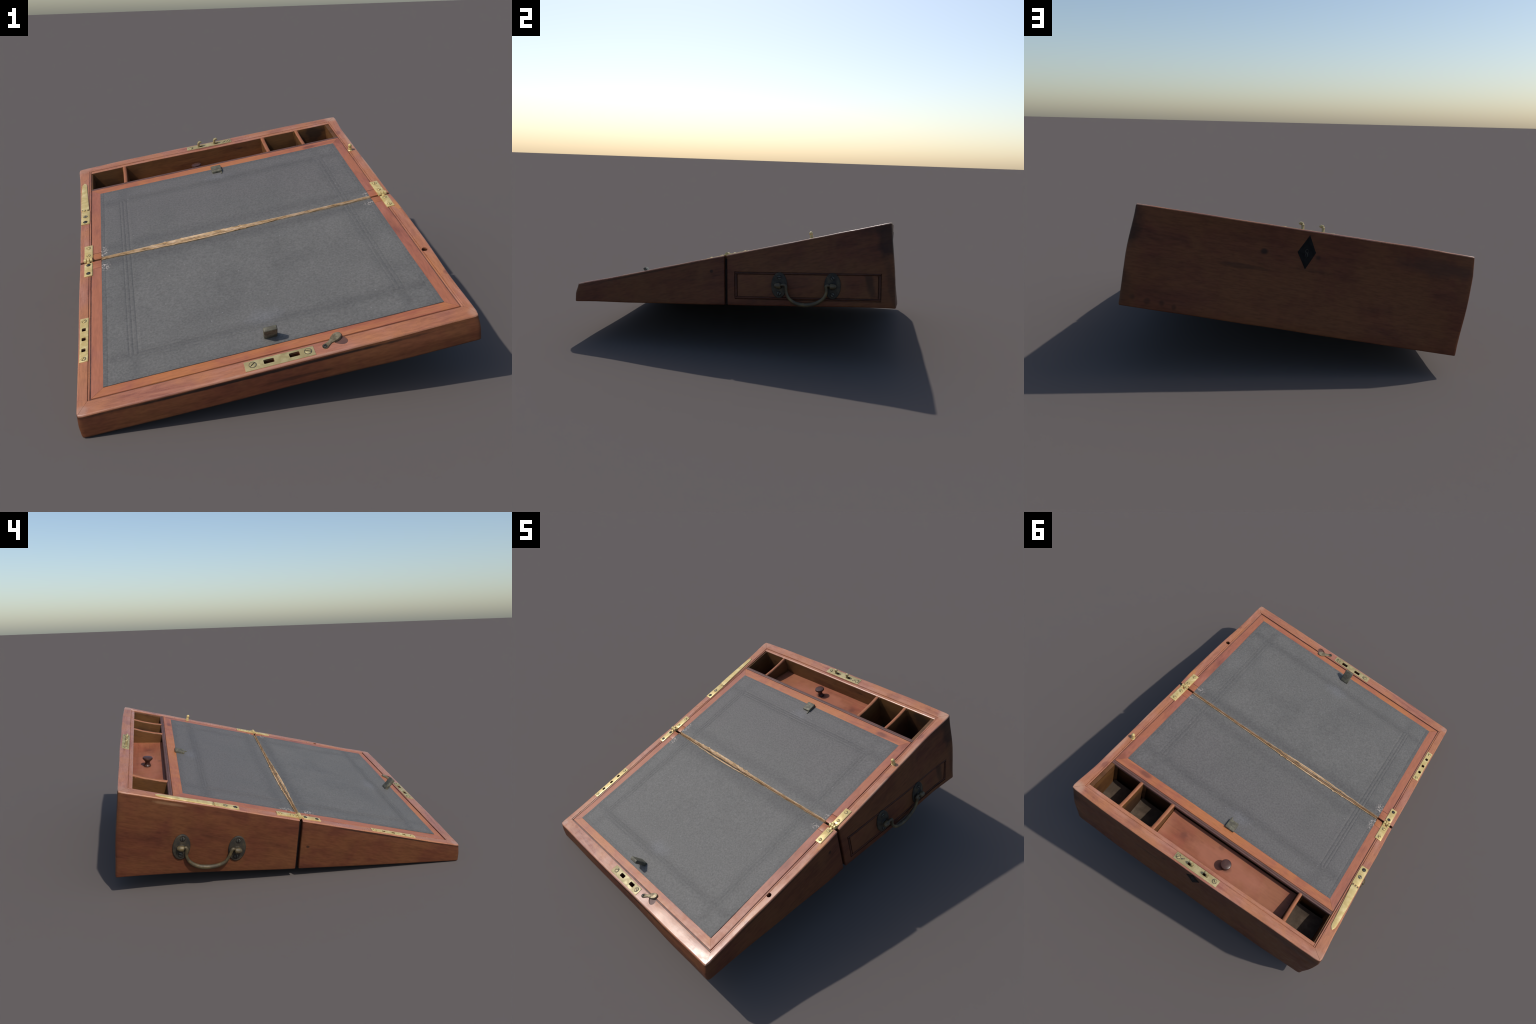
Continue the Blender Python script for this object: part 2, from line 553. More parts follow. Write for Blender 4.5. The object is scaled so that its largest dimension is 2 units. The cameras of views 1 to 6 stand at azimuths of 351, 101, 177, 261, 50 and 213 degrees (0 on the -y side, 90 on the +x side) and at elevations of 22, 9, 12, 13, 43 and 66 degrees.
def leather():
    m = NT("grey_black_leather")
    big = m.noise(m.mapping((1, 1, 1), (1.3, .2, 0)), 3.2, 5, .6, .5)
    col = m.ramp(big, [(.32, (.124, .118, .109)), (.5, (.136, .130, .120)), (.7, (.150, .143, .132))])
    sep = m.n("ShaderNodeSeparateXYZ")
    m.link(m.co, sep.inputs[0])
    x, y = sep.outputs[0], sep.outputs[1]
    # brownish shift on the flap at the back
    back = m.ramp(m.math('ADD', m.math('MULTIPLY', y, .5), m.math('MULTIPLY', big, .5)),
                  [(.25, 0.0), (.42, .55)])
    col = m.mix(back, col, (.128, .117, .112))
    # rubbed dark bands: beside the fold, along the tooled frame, by the border
    wob = m.math('MULTIPLY', m.math('SUBTRACT', m.noise(m.co, 7, 4, .6), .5), .05)

    def band(axis, c, w, amount):
        d = m.math('ABSOLUTE', m.math('SUBTRACT', m.math('ADD', axis, wob), c))
        return m.math('MULTIPLY', m.ramp(m.math('DIVIDE', d, w), [(.0, 1.0), (1.0, 0.0)]), amount)
    masks = [band(y, -.055, .06, .42), band(y, .075, .06, .30), band(y, -.735, .045, .36), band(y, .51, .05, .34),
             band(x, .575, .05, .24), band(x, -.575, .05, .24),
             band(x, .70, .03, .28), band(x, -.70, .03, .28), band(y, .64, .035, .3), band(y, -.87, .03, .22)]
    # ornament smudges in the tooled corners
    for cx in (-.578, .578):
        for cy in (-.742, .508):
            masks.append(m.math('MULTIPLY', m.blot((cx, cy, 0), (.036, .036, .05), .6, .6, 60), .32))
    tot = masks[0]
    for k in masks[1:]:
        tot = m.math('MAXIMUM', tot, k)
    col = m.mix(tot, col, (.070, .066, .064))
    # pale rub marks and chalky flakes at the worn fold corners
    rub = m.math('MULTIPLY', m.blot((-.02, -.70, 0), (.10, .06, .05), .7, .8), .30)
    rub = m.math('MAXIMUM', rub, m.math('MULTIPLY', m.blot((-.02, .55, 0), (.09, .05, .05), .6, .8), .28))
    col = m.mix(rub, col, (.20, .20, .21))
    for c, r, a in (((-.695, .05, 0), (.030, .055, .02), .9), ((-.69, -.075, 0), (.035, .045, .02), .9),
                    ((.68, -.055, 0), (.035, .022, .02), .8), ((.69, .03, 0), (.02, .03, .02), .5)):
        fl = m.ramp(m.noise(m.co, 95, 3, .6), [(.53, 0.0), (.58, 1.0)])
        k = m.math('MULTIPLY', m.math('MULTIPLY', m.blot(c, r, .3, .6), fl), a)
        col = m.mix(k, col, (.46, .40, .35))
    # specks
    vor = m.n("ShaderNodeTexVoronoi")
    vor.inputs["Scale"].default_value = 17
    m.link(m.co, vor.inputs["Vector"])
    col = m.mix(m.math('MULTIPLY', m.ramp(vor.outputs["Distance"], [(.02, 1.0), (.055, 0.0)]), .7), col, (.30, .29, .28))
    grain_ = m.noise(m.co, 105, 3, .55, .3)
    crease = m.noise(m.mapping((1, 1.4, 1)), 38, 4, .6, 1.2)
    col = m.mix(1.0, col, m.ramp(grain_, [(.3, .78), (.68, 1.13)]), 'MULTIPLY')
    h = m.math('ADD', m.math('MULTIPLY', grain_, .6), m.math('MULTIPLY', crease, .6))
    return m.done(col, m.ramp(big, [(.3, .56), (.7, .66)]), m.bump(h, .42, .0028), spec=.28)


def suede():
    m = NT("torn_tan_leather")
    a = m.noise(m.mapping((3, 14, 14)), 6, 5, .65)
    col = m.ramp(a, [(.32, (.16, .085, .035)), (.47, (.52, .335, .17)), (.66, (.70, .50, .33))])
    b = m.noise(m.mapping((6, 30, 30)), 5, 4, .6)
    return m.done(col, .85, m.bump(b, .5, .003), spec=.2)


def brass(name, base, dark, tarnish, rough=.34, metallic=.85, scale=30, lo=.42, hi=.66, spec=.5):
    m = NT(name)
    a = m.noise(m.co, scale, 5, .62, .3)
    col = m.ramp(a, [(lo, dark), (hi, base)])
    b = m.noise(m.mapping((1, 1, 1), (4, 2, 7)), scale * .45, 4, .6)
    k = m.ramp(b, [(.46, 0.0), (.62, tarnish)])
    col = m.mix(k, col, dark)
    rg = m.ramp(a, [(.3, rough + .2), (.7, rough)])
    return m.done(col, rg, m.bump(a, .12, .001), metallic=metallic, spec=spec)


M_LEATHER = leather()
M_SUEDE = suede()
M_BRASS = brass("worn_bright_brass", (.78, .62, .29), (.56, .41, .15), .5, rough=.28, metallic=.2)
M_PLATE = brass("dull_lock_brass", (.48, .40, .20), (.33, .26, .115), .6, rough=.36, metallic=.15)
M_SCREW = brass("tarnished_screw", (.40, .34, .20), (.20, .165, .10), .6, rough=.38, metallic=.25, scale=80)
M_SCREW_DARK = brass("dark_screw", (.11, .105, .08), (.04, .04, .035), .6, rough=.45, metallic=.5, scale=80)
M_HANDLE = brass("dark_bronze", (.070, .054, .033), (.030, .026, .021), .7, rough=.5, metallic=.0, scale=22, spec=.22)
M_HANDLE_RUB = brass("rubbed_bronze", (.150, .105, .040), (.060, .045, .024), .6, rough=.42, metallic=.1, scale=26)
M_TAB = brass("grimy_tab_metal", (.19, .175, .115), (.085, .076, .052), .5, rough=.5, metallic=.1, scale=45)
M_CATCH = brass("aged_catch_metal", (.34, .275, .165), (.15, .115, .065), .5, rough=.45, metallic=.4, scale=50)
M_ESC = brass("black_escutcheon", (.011, .011, .011), (.006, .006, .006), .5, rough=.6, metallic=.0, scale=40, spec=.12)
M_DARK = M_JOINT

# ------------------------------------------------------------------ the two cases
INX, BACK_IN, FRONT_IN = .757, .936, -.921      # inner outline of the rim
RIM_T = .0065                                    # thickness of the rim capping

side_x = [-.81, -.8005, -.790, -.774, -INX]
xs_case = merge(side_x, frange(-INX, INX, 44), [-x for x in side_x])
ys_back = merge(frange(GAP1, BACK_IN, 28), [BACK_IN, .956, .969, .9805, .99])
ys_front = merge(frange(FRONT_IN, GAP0, 28), [-.99, -.9805, -.969, -.956, FRONT_IN])
LEV = [0, .09, .17, .25, .33, .41, .49, .57, .65, .73, .81, .90, 1.0]


def unit(vals):
    a, b = vals[0], vals[-1]
    return [(v - a) / (b - a) for v in vals]


def low_edge(p, q):
    return abs(p.z - underside(p.y)) < 1e-4 and abs(q.z - underside(q.y)) < 1e-4


def end_edge(p, q):
    return (abs(p.y - GAP1) < 1e-5 and abs(q.y - GAP1) < 1e-5) or (abs(p.y - GAP0) < 1e-5 and abs(q.y - GAP0) < 1e-5)


bev_rule = (.007, 3, lambda p, q: low_edge(p, q) or end_edge(p, q))

case_back = patch("base_case", rect(-.81, .81, GAP1, .99), unit(xs_case), unit(ys_back),
                  lambda x, y, u, v: -RIM_T - .0006, lambda x, y: underside(y), M_CASE, nz=len(LEV) - 1, zlev=LEV,
                  mask=lambda c: abs(c.x) > INX or c.y > BACK_IN, bevel=bev_rule)
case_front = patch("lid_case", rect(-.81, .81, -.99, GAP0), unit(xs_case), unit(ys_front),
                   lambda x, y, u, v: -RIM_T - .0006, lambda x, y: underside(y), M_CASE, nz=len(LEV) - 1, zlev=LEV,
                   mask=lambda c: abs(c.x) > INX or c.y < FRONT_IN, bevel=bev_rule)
# bottom boards and the joint between both halves
patch("bottom_board", rect(-INX + .002, INX - .002, GAP1 + .003, BACK_IN - .002), frange(0, 1, 24), frange(0, 1, 16),
      lambda x, y, u, v: underside(y) + .03, lambda x, y: underside(y) + .0015, M_CASE)
patch("lid_board", rect(-INX + .002, INX - .002, FRONT_IN + .002, GAP0 - .003), frange(0, 1, 24), frange(0, 1, 16),
      lambda x, y, u, v: underside(y) + .03, lambda x, y: underside(y) + .0015, M_CASE)
patch("joint_strip", rect(-.786, .786, GAP0 - .0, GAP1 + .0), frange(0, 1, 8), [0, 1],
      lambda x, y, u, v: -.022, lambda x, y: underside(y) + .004, M_JOINT, nz=4)


# ------------------------------------------------------------------ rim capping
def rim_board(name, corners, n, mat, r=.0052):
    """corners: outer start, outer end, inner end, inner start"""
    a, b, c, d = [Vector(q) for q in corners]
    w = ((d - a) + (c - b)).length / 2
    t = (b - a).normalized()
    nrm = Vector((-t.y, t.x))
    w = abs((d - a).dot(nrm))
    vs = [0, .0012 / w, .003 / w, .0055 / w, .0085 / w, .0125 / w, .02 / w, .5, 1 - .004 / w, 1 - .0015 / w, 1]

    def top(x, y, u, v):
        dist = v * w
        z = -fillet(dist, r) - fillet((1 - v) * w, .0025)
        z += .0011 * noise.noise(Vector((x * 9, y * 9, 3.3)))
        return z
    return patch(name, corners, frange(0, 1, n), vs, top, lambda x, y: -RIM_T, mat, nz=2)


LIP = .010
ix, ib, if_ = INX + LIP, BACK_IN + .001, FRONT_IN - .004
g = .0006
rims = {}
rims['back'] = rim_board("rim", [(.81 - g, .99), (-.81 + g, .99), (-ix + g, ib), (ix - g, ib)], 70, M_RIM_X)
rims['bl'] = rim_board("rim", [(-.81, .99 - g), (-.81, GAP1), (-ix, GAP1), (-ix, ib - g)], 44, M_RIM_Y)
rims['br'] = rim_board("rim", [(.81, GAP1), (.81, .99 - g), (ix, ib - g), (ix, GAP1)], 44, M_RIM_Y)
rims['front'] = rim_board("rim", [(-.81 + g, -.99), (.81 - g, -.99), (ix - g, if_), (-ix + g, if_)], 70, M_RIM_X)
rims['fl'] = rim_board("rim", [(-.81, GAP0), (-.81, -.99 + g), (-ix, if_ + g), (-ix, GAP0)], 44, M_RIM_Y)
rims['fr'] = rim_board("rim", [(.81, -.99 + g), (.81, GAP0), (ix, GAP0), (ix, if_ + g)], 44, M_RIM_Y)


def bead(name, x0, x1, y0, y1, along, mat=M_BEAD, top=-.0016):
    """narrow rounded lip between rim and panel"""
    n = 40
    w = (x1 - x0) if along == 'y' else (y1 - y0)
    cross = [0, .1, .28, .5, .72, .9, 1]

    def zt(x, y, u, v):
        s = (u if along == 'y' else v)
        return top - .0028 * (2 * s - 1) ** 6 + .0008 * noise.noise(Vector((x * 30, y * 30, 1)))
    us, vs = (cross, frange(0, 1, n)) if along == 'y' else (frange(0, 1, n), cross)
    return patch(name, rect(x0, x1, y0, y1), us, vs, zt, lambda x, y: -.02, mat, bend=False)


B0, B1 = INX + .0012, INX + LIP - .0006
bead("bead", -B1, -B0, GAP1, BACK_IN, 'y', M_RIM_Y)
bead("bead", B0, B1, GAP1, BACK_IN, 'y', M_RIM_Y)
bead("bead", -B1, -B0, FRONT_IN - .003, GAP0, 'y', M_RIM_Y)
bead("bead", B0, B1, FRONT_IN - .003, GAP0, 'y', M_RIM_Y)
bead("bead", -INX, INX, BACK_IN - .0225, BACK_IN - .0002, 'x', M_RIM_X)

# ------------------------------------------------------------------ writing panels
LX, LY0, LY1 = .705, -.874, .645                # leather outline
BX = INX - .0025
BF, BB = FRONT_IN + .0025, .700                 # border outline front / back


def border(name, corners, n, mat, top=-.0015):
    a, b, c, d = [Vector(q) for q in corners]
    t = (b - a).normalized()
    w = abs((d - a).dot(Vector((-t.y, t.x))))
    vs = [0, .0015 / w, .004 / w, .3, .7, 1 - .002 / w, 1]

    def zt(x, y, u, v):
        return top - fillet(v * w, .003) + .0008 * noise.noise(Vector((x * 11, y * 11, 5)))
    return patch(name, corners, frange(0, 1, n), vs, zt, lambda x, y: -.018, mat, bend=False)


h = .0005
border("panel_border", [(-BX, BB - h), (-BX, .052), (-LX, .052), (-LX, LY1 - h)], 24, M_BORD_Y)
border("panel_border", [(BX, .058), (BX, BB - h), (LX, LY1 - h), (LX, .058)], 24, M_BORD_Y)
border("panel_border", [(BX - h, BB), (-BX + h, BB), (-LX + h, LY1), (LX - h, LY1)], 44, M_BORD_X)
border("panel_border", [(-BX, -.076), (-BX, BF + h), (-LX, LY0 + h), (-LX, -.076)], 28, M_BORD_Y)
border("panel_border", [(BX, BF + h), (BX, -.064), (LX, -.064), (LX, LY0 + h)], 28, M_BORD_Y)
border("panel_border", [(-BX + h, BF), (BX - h, BF), (LX - h, LY0), (-LX + h, LY0)], 44, M_BORD_X)
for x0, x1, y0, y1 in ((-BX, -LX, .0, .0505), (LX, BX, .0, .0565), (-BX, -LX, -.0745, -.014), (LX, BX, -.0625, -.014)):
    box("border_end_block", x0, x1, y0, y1, -.02, -.0018 + (.0008 if y0 < 0 else 0), M_BORD_X, bev=.0016)

# wall between writing well and compartments: stepped, dusty top edge
patch("well_edge", rect(-INX + .001, INX - .001, .7010, .7225), frange(0, 1, 50),
      [0, .06, .12, .42, .5, .58, .88, .95, 1],
      lambda x, y, u, v: -.002 - .003 * smooth(.42, .58, v) - fillet(v * .0215, .002) - fillet((1 - v) * .0215, .003)
      + .0008 * noise.noise(Vector((x * 13, y * 13, 8))),
      lambda x, y: -.020, M_SLIP, bend=False)

TOOL_X = [.556, .576, .594]
TOOL_F = [-.725, -.743, -.761]
TOOL_B = [.494, .510, .526]


def tooled(x, y):
    """depth of the pressed frame lines"""
    dep = 0.0
    if TOOL_F[0] - .006 < y < TOOL_B[0] + .006:
        for c in TOOL_X:
            dep = max(dep, 1 - abs(abs(x) - c) / .0042)
    if abs(x) < TOOL_X[0] + .006:
        for c in TOOL_F + TOOL_B:
            dep = max(dep, 1 - abs(y - c) / .0042)
    ox = 1 - abs(abs(x) - .684) / .0035
    oy = max(1 - abs(y + .853) / .0035, 1 - abs(y - .625) / .0035)
    dep = max(dep, .7 * ox, .6 * oy if abs(x) < .68 else 0)
    return max(0, min(1, dep * 1.3))


def lines(cs, w=(-.0042, -.002, 0, .002, .0042)):
    return [c + o for c in cs for o in w]


def leather_panel(name, y0, y1, fold_edge):
    xs = merge(frange(-LX + .0003, LX - .0003, 110), lines([s * c for c in TOOL_X + [.684] for s in (-1, 1)]), eps=.0009)
    ys = merge(frange(y0, y1, 60), [v for v in lines(TOOL_F + TOOL_B + [-.853, .625]) if y0 < v < y1], eps=.0009)

    def zt(x, y, u, v):
        z = -.0012 - (.0012 if x < 0 else .0007) * tooled(x, y)
        z += .0010 * noise.noise(Vector((x * 7, y * 7, 2))) + .0006 * noise.noise(Vector((x * 23, y * 23, 4)))
        z += .003 * smooth(-.5, -.72, y) - (.004 * math.exp(-((y + .04) / .2) ** 2) + .003 * math.exp(-((y + .36) / .16) ** 2)) * (1 - (x / .72) ** 2)
        e = abs(y - fold_edge)
        z -= .004 * (1 - smooth(0, .03, e))
        if -.06 < y < 0:
            z += .0015 * math.sin(x * 9) * smooth(-.06, -.02, y)
        return z
    return patch(name, rect(xs[0], xs[-1], y0, y1), unit(xs), unit(ys), zt, lambda x, y: -.012, M_LEATHER, bend=False, angle=60)


leather_panel("leather_panel", .003, LY1 - .0003, .003)
leather_panel("leather_panel", LY0 + .0003, -.0115, -.0115)
# boards under the leather
box("panel_board", -LX, LX, .004, LY1, -.03, -.0125, M_INNER, bev=0)
box("panel_board", -LX, LX, LY0, -.0125, -.03, -.0125, M_INNER, bev=0)


# shallow bottom of the quirk between rim and panel
for x0, x1, y0, y1 in ((-.7585, -.752, GAP1 + .002, .70), (.752, .7585, GAP1 + .002, .70),
                       (-.7585, -.752, FRONT_IN - .004, GAP0 - .002), (.752, .7585, FRONT_IN - .004, GAP0 - .002),
                       (-.7515, .7515, FRONT_IN - .0045, FRONT_IN + .005)):
    box("quirk_strip", x0, x1, y0, y1, -.03, -.0066, M_SLIP, bev=0)


def torn_edge(name, side):
    """tan flesh side of the leather laid bare along the fold, a ragged slope"""
    n = 260
    bm = bmesh.new()
    rows = []
    for i in range(n + 1):
        x = lerp(-.704, .704, i / n)
        wide = math.exp(-((x + .22) / .30) ** 2)
        rag = noise.noise(Vector((x * 22, side, 0))) + .6 * noise.noise(Vector((x * 70, side, 4)))
        spike = max(0, noise.noise(Vector((x * 46, side * 3, 9))) - .25)
        if side > 0:
            top = .0045 + .011 * wide + .0022 * rag + .014 * spike * (.3 + wide)
            crack = -.0030 + .001 * noise.noise(Vector((x * 12, 5, 5)))
        else:
            top = -.0125 - .013 * wide - .0025 * rag - .012 * spike * (.3 + wide)
            crack = -.0092 + .001 * noise.noise(Vector((x * 12, 5, 5)))
        prof = [(top, -.010), (top, .0012), (lerp(top, crack, .28), .0016 + .0012 * rag),
                (lerp(top, crack, .62), -.005 + .0015 * noise.noise(Vector((x * 60, 7, side)))),
                (crack, -.0125), (crack, -.024)]
        sag = -.0037 * (1 - (x / .72) ** 2)
        rows.append([bm.verts.new((x, y, z + sag)) for y, z in prof])
    for A, B in zip(rows, rows[1:]):
        for k in range(len(A)):
            q = (k + 1) % len(A)
            bm.faces.new((A[k], B[k], B[q], A[q]))
    bm.faces.new(rows[0])
    bm.faces.new(rows[-1][::-1])
    bmesh.ops.recalc_face_normals(bm, faces=bm.faces)
    me = bpy.data.meshes.new(name)
    bm.to_mesh(me)
    bm.free()
    return finish(name, me, M_SUEDE, angle=50)


torn_edge("torn_leather_edge", 1)
torn_edge("torn_leather_edge", -1)

# ------------------------------------------------------------------ compartments
CY0, CY1 = .709, .914


def floor_z(y, d):
    return d - .2 * (y - .72)


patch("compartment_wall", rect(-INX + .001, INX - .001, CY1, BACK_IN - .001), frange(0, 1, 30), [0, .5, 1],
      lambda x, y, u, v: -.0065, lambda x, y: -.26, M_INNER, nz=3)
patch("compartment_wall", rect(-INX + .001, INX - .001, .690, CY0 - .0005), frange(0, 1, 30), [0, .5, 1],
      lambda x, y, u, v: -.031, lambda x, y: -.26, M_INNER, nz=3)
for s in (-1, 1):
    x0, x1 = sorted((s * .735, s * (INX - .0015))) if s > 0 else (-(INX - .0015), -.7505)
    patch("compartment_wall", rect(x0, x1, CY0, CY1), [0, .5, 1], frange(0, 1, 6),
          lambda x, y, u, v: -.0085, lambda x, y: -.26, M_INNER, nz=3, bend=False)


def divider(x0, x1, sag=.010):
    """thin partition with a rounded, slightly hollow top edge"""
    us = [0, .06, .2, .5, .8, .94, 1]

    def zt(x, y, u, v):
        ends = abs(2 * v - 1)
        return -.003 - .006 * (2 * u - 1) ** 4 - sag * (1 - smooth(.3, 1, ends)) * .4
    ob = patch("divider", rect(x0, x1, .7185, CY1 + .002), us, frange(0, 1, 16), zt, lambda x, y: -.26,
               M_DIVIDER, nz=10, zlev=[0, .01, .03, .08, .16, .3, .45, .6, .75, .9, 1], bend=False)
    # flanks below the handled edge are brown like the walls
    ob.data.materials.append(M_INNER)
    for p in ob.data.polygons:
        if abs(p.normal.x) > .7 and p.center.z < -.0095:
            p.material_index = 1
    return ob


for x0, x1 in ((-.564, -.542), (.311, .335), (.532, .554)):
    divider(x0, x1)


def fillet_wall(cx0, cx1):
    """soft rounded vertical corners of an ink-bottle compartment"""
    for x, sx in ((cx0, 1), (cx1, -1)):
        for y, sy in ((CY0, 1), (CY1, -1)):
            r = .014
            pts = [(x, y)] + [(x + sx * r * (1 - math.sin(t)), y + sy * r * (1 - math.cos(t)))
                              for t in frange(0, math.pi / 2, 5)]
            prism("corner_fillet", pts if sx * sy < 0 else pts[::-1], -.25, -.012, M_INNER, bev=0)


for a_, b_, d_ in ((-.7505, -.566, -.15), (.338, .530, -.205), (.556, .735, -.215)):
    patch("compartment_floor", rect(a_, b_, CY0, CY1), frange(0, 1, 10), frange(0, 1, 10),
          lambda x, y, u, v, d_=d_: floor_z(y, d_) + .02 * (abs(2 * u - 1) ** 5 + abs(2 * v - 1) ** 5) * .6,
          lambda x, y: -.24, M_FLOOR, bend=False)
    fillet_wall(a_, b_)
# pen-tray lid
patch("pen_tray_lid", rect(-.540, .308, CY0, CY1), frange(0, 1, 40), [0, .03, .08, .2, .4, .6, .8, .93, .98, 1],
      lambda x, y, u, v: floor_z(y, -.070) - .006 * math.sin(math.pi * v) + .006 * (1 - smooth(0, .05, min(u, 1 - u)))
      + .001 * noise.noise(Vector((x * 6, y * 6, 0))),
      lambda x, y: -.16, M_TRAY, bend=False)
for x0, x1 in ((-.540, -.536), (.304, .308)):
    box("tray_bead", x0, x1, CY0 + .001, CY1 - .001, -.12, floor_z(.82, -.070) + .004, M_DIVIDER, bev=.001,
        tilt=lambda c: Vector((c.x, c.y, c.z - .2 * (c.y - .82))))
box("tray_bead", -.535, .303, CY1 - .005, CY1 - .0005, -.14, floor_z(CY1, -.070) + .003, M_DIVIDER, bev=.001)
knob_tilt = Matrix.Rotation(math.radians(-9), 3, 'X')
revolve("tray_knob", [(.0215, -.008), (.022, .001), (.018, .005), (.0148, .011), (.0145, .020), (.0170, .028), (.0240, .036),
                      (.0300, .042), (.0308, .047), (.0285, .052), (.020, .0545), (.002, .055)], M_KNOB,
        loc=(-.119, .811, -.091), n=32, basis=knob_tilt)

# ------------------------------------------------------------------ screws
screw_meshes = {}


def screw(x, y, z, r=.010, mat=M_SCREW, ang=None, dome=.0030, nrm=None, parent=None):
    """slotted screw head: shared mesh per metal and size"""
    key = (mat.name, round(r, 4))
    if key not in screw_meshes:
        bm = bmesh.new()
        n = 20
        rings = []
        for rr, hh in ((r * 1.16, -.001), (r * 1.16, .0004), (r, .0002), (r * .97, .0012), (r * .82, dome * .85), (r * .5, dome)):
            rings.append([bm.verts.new((rr * math.cos(2 * math.pi * i / n), rr * math.sin(2 * math.pi * i / n), hh))
                          for i in range(n)])
        for A, B in zip(rings, rings[1:]):
            for i in range(n):
                bm.faces.new((A[i], A[(i + 1) % n], B[(i + 1) % n], B[i]))
        bm.faces.new(rings[-1])
        bm.faces.new(rings[0][::-1])
        bmesh.ops.recalc_face_normals(bm, faces=bm.faces)
        me = bpy.data.meshes.new("screw")
        bm.to_mesh(me)
        bm.free()
        tmp = finish("screw", me, mat)
        c = rect_cutter(-r * 1.2, r * 1.2, -r * .16, r * .16, dome * .2, .02)
        c.data.transform(Matrix.Identity(4))
        cut(tmp, [c])
        tmp.data.materials.append(M_SCREW_DARK if mat is not M_SCREW_DARK else M_JOINT)
        for p in tmp.data.polygons:
            rad_ = math.hypot(p.center.x, p.center.y)
            if rad_ > r * .985 or (p.center.z < dome * .3 and abs(p.center.y) < r * .15 and rad_ < r):
                p.material_index = 1
        screw_meshes[key] = tmp.data
        bpy.data.objects.remove(tmp)
    ob = bpy.data.objects.new("screw", screw_meshes[key])
    scene_col.objects.link(ob)
    ob.parent = parent or root
    ang = random.uniform(0, math.pi) if ang is None else ang
    q = Vector((0, 0, 1)).rotation_difference(Vector(nrm)) if nrm else Matrix.Identity(3).to_quaternion()
    ob.rotation_mode = 'QUATERNION'
    ob.rotation_quaternion = q @ Matrix.Rotation(ang, 3, 'Z').to_quaternion()
    ob.location = (Vector((x, y, z + twist(x, y))) + (LIFT if parent is None else Vector()))
    return ob


# ------------------------------------------------------------------ hinges
def hinge(sx):
    x0, x1 = sorted((sx * .748, sx * .790))
    leaf = box("hinge", x0, x1, .016, .128, -.006, .0028, M_BRASS, bev=.0012)
    sub = box("hinge_leaf", x0 + .001, x1 - .001, -.129, -.024, -.006, .0028, M_BRASS, bev=.0012, parent=leaf)
    xm = (x0 + x1) / 2
    basis = Matrix.Rotation(math.radians(90), 3, 'Y')
    for k, (a, b) in enumerate(((x0 - .001, xm - .008), (xm - .0065, xm + .0065), (xm + .008, x1 + .001))):
        r = .0115
        L = b - a
        revolve("hinge_knuckle", [(r * .7, 0), (r, .0015), (r, L - .0015), (r * .7, L)], M_BRASS, parent=leaf,
                loc=(a, -.004, .004), n=18, basis=basis)
    for (a, b, y0, y1) in ((x0, xm - .007, .006, .018), (xm + .007, x1, .006, .018), (xm - .007, xm + .007, -.026, -.012)):
        box("hinge_tongue", a, b, y0, y1, -.004, .006, M_BRASS, bev=.001, parent=leaf)
    for y in (.040, .106):
        screw(xm, y, .003, .0092, M_BRASS, parent=leaf)
    for y in (-.040, -.108):
        screw(xm, y, .003, .0092, M_BRASS if sx > 0 else M_SCREW_DARK, parent=leaf)


hinge(-1)
hinge(1)

# ------------------------------------------------------------------ stay and its keep plate (left side)
stay = prism("stay_arm", [(-.765, .345), (-.765, .478), (-.812, .478), (-.812, .345)], -.006, .0032, M_BRASS, bev=.0012)
left_pts, right_pts = [], []
for t in frange(0, 1, 18):
    y = lerp(.483, .796, t)
    cx = lerp(-.790, -.797, t) - .002 * math.sin(math.pi * t)
    w = lerp(.0225, .0135, t ** 1.3)
    if t > .9:
        w *= math.sqrt(max(0.03, 1 - ((t - .9) / .1) ** 2))
    left_pts.append((cx - w, y))
    right_pts.append((cx + w, y))
prism("stay_blade", right_pts + left_pts[::-1], -.006, .0042, M_BRASS, bev=.002, parent=stay, seg=3,
      fn=lambda c: Vector((c.x, c.y, c.z + .001 * math.sin(math.pi * (c.y - .483) / .313))))
for i, (x, y) in enumerate(((-.774, .486), (-.782, .480), (-.790, .488), (-.798, .481), (-.806, .489))):
    box("stay_notch", x - .0035, x + .0035, y - .0035, y + .0035, .002, .0049, M_BRASS if i % 2 else M_SCREW_DARK, bev=.001, parent=stay)
screw(-.789, .365, .0034, .0105, M_SCREW_DARK, .4, parent=stay)
screw(-.789, .420, .0034, .0105, M_SCREW, 1.3, parent=stay)

keep_holes = [(-.795, -.777, y - .010, y + .010) for y in (-.510, -.571, -.638)]
keep = prism("stay_keep_plate", [(-.803, -.707), (-.767, -.707), (-.7655, -.436), (-.803, -.435)], -.004, .0028, M_BRASS,
             bev=.001, holes=keep_holes)
for y, a in ((-.455, .6), (-.690, 1.1)):
    screw(-.785, y, .003, .0095, M_BRASS, a, parent=keep)

# ------------------------------------------------------------------ lock plates
slots = [(-.074, -.032, -.967, -.945), (.029, .071, -.967, -.945)]
lock_f = prism("lock_keep_plate", [(-.151, -.983), (.130, -.984), (.130, -.935), (-.151, -.933)], -.005, .0022, M_PLATE,
               bev=.001, holes=slots)
screw(-.118, -.956, .0024, .0135, M_PLATE, .7, parent=lock_f)
screw(.105, -.958, .0024, .0135, M_PLATE, -.5, parent=lock_f)

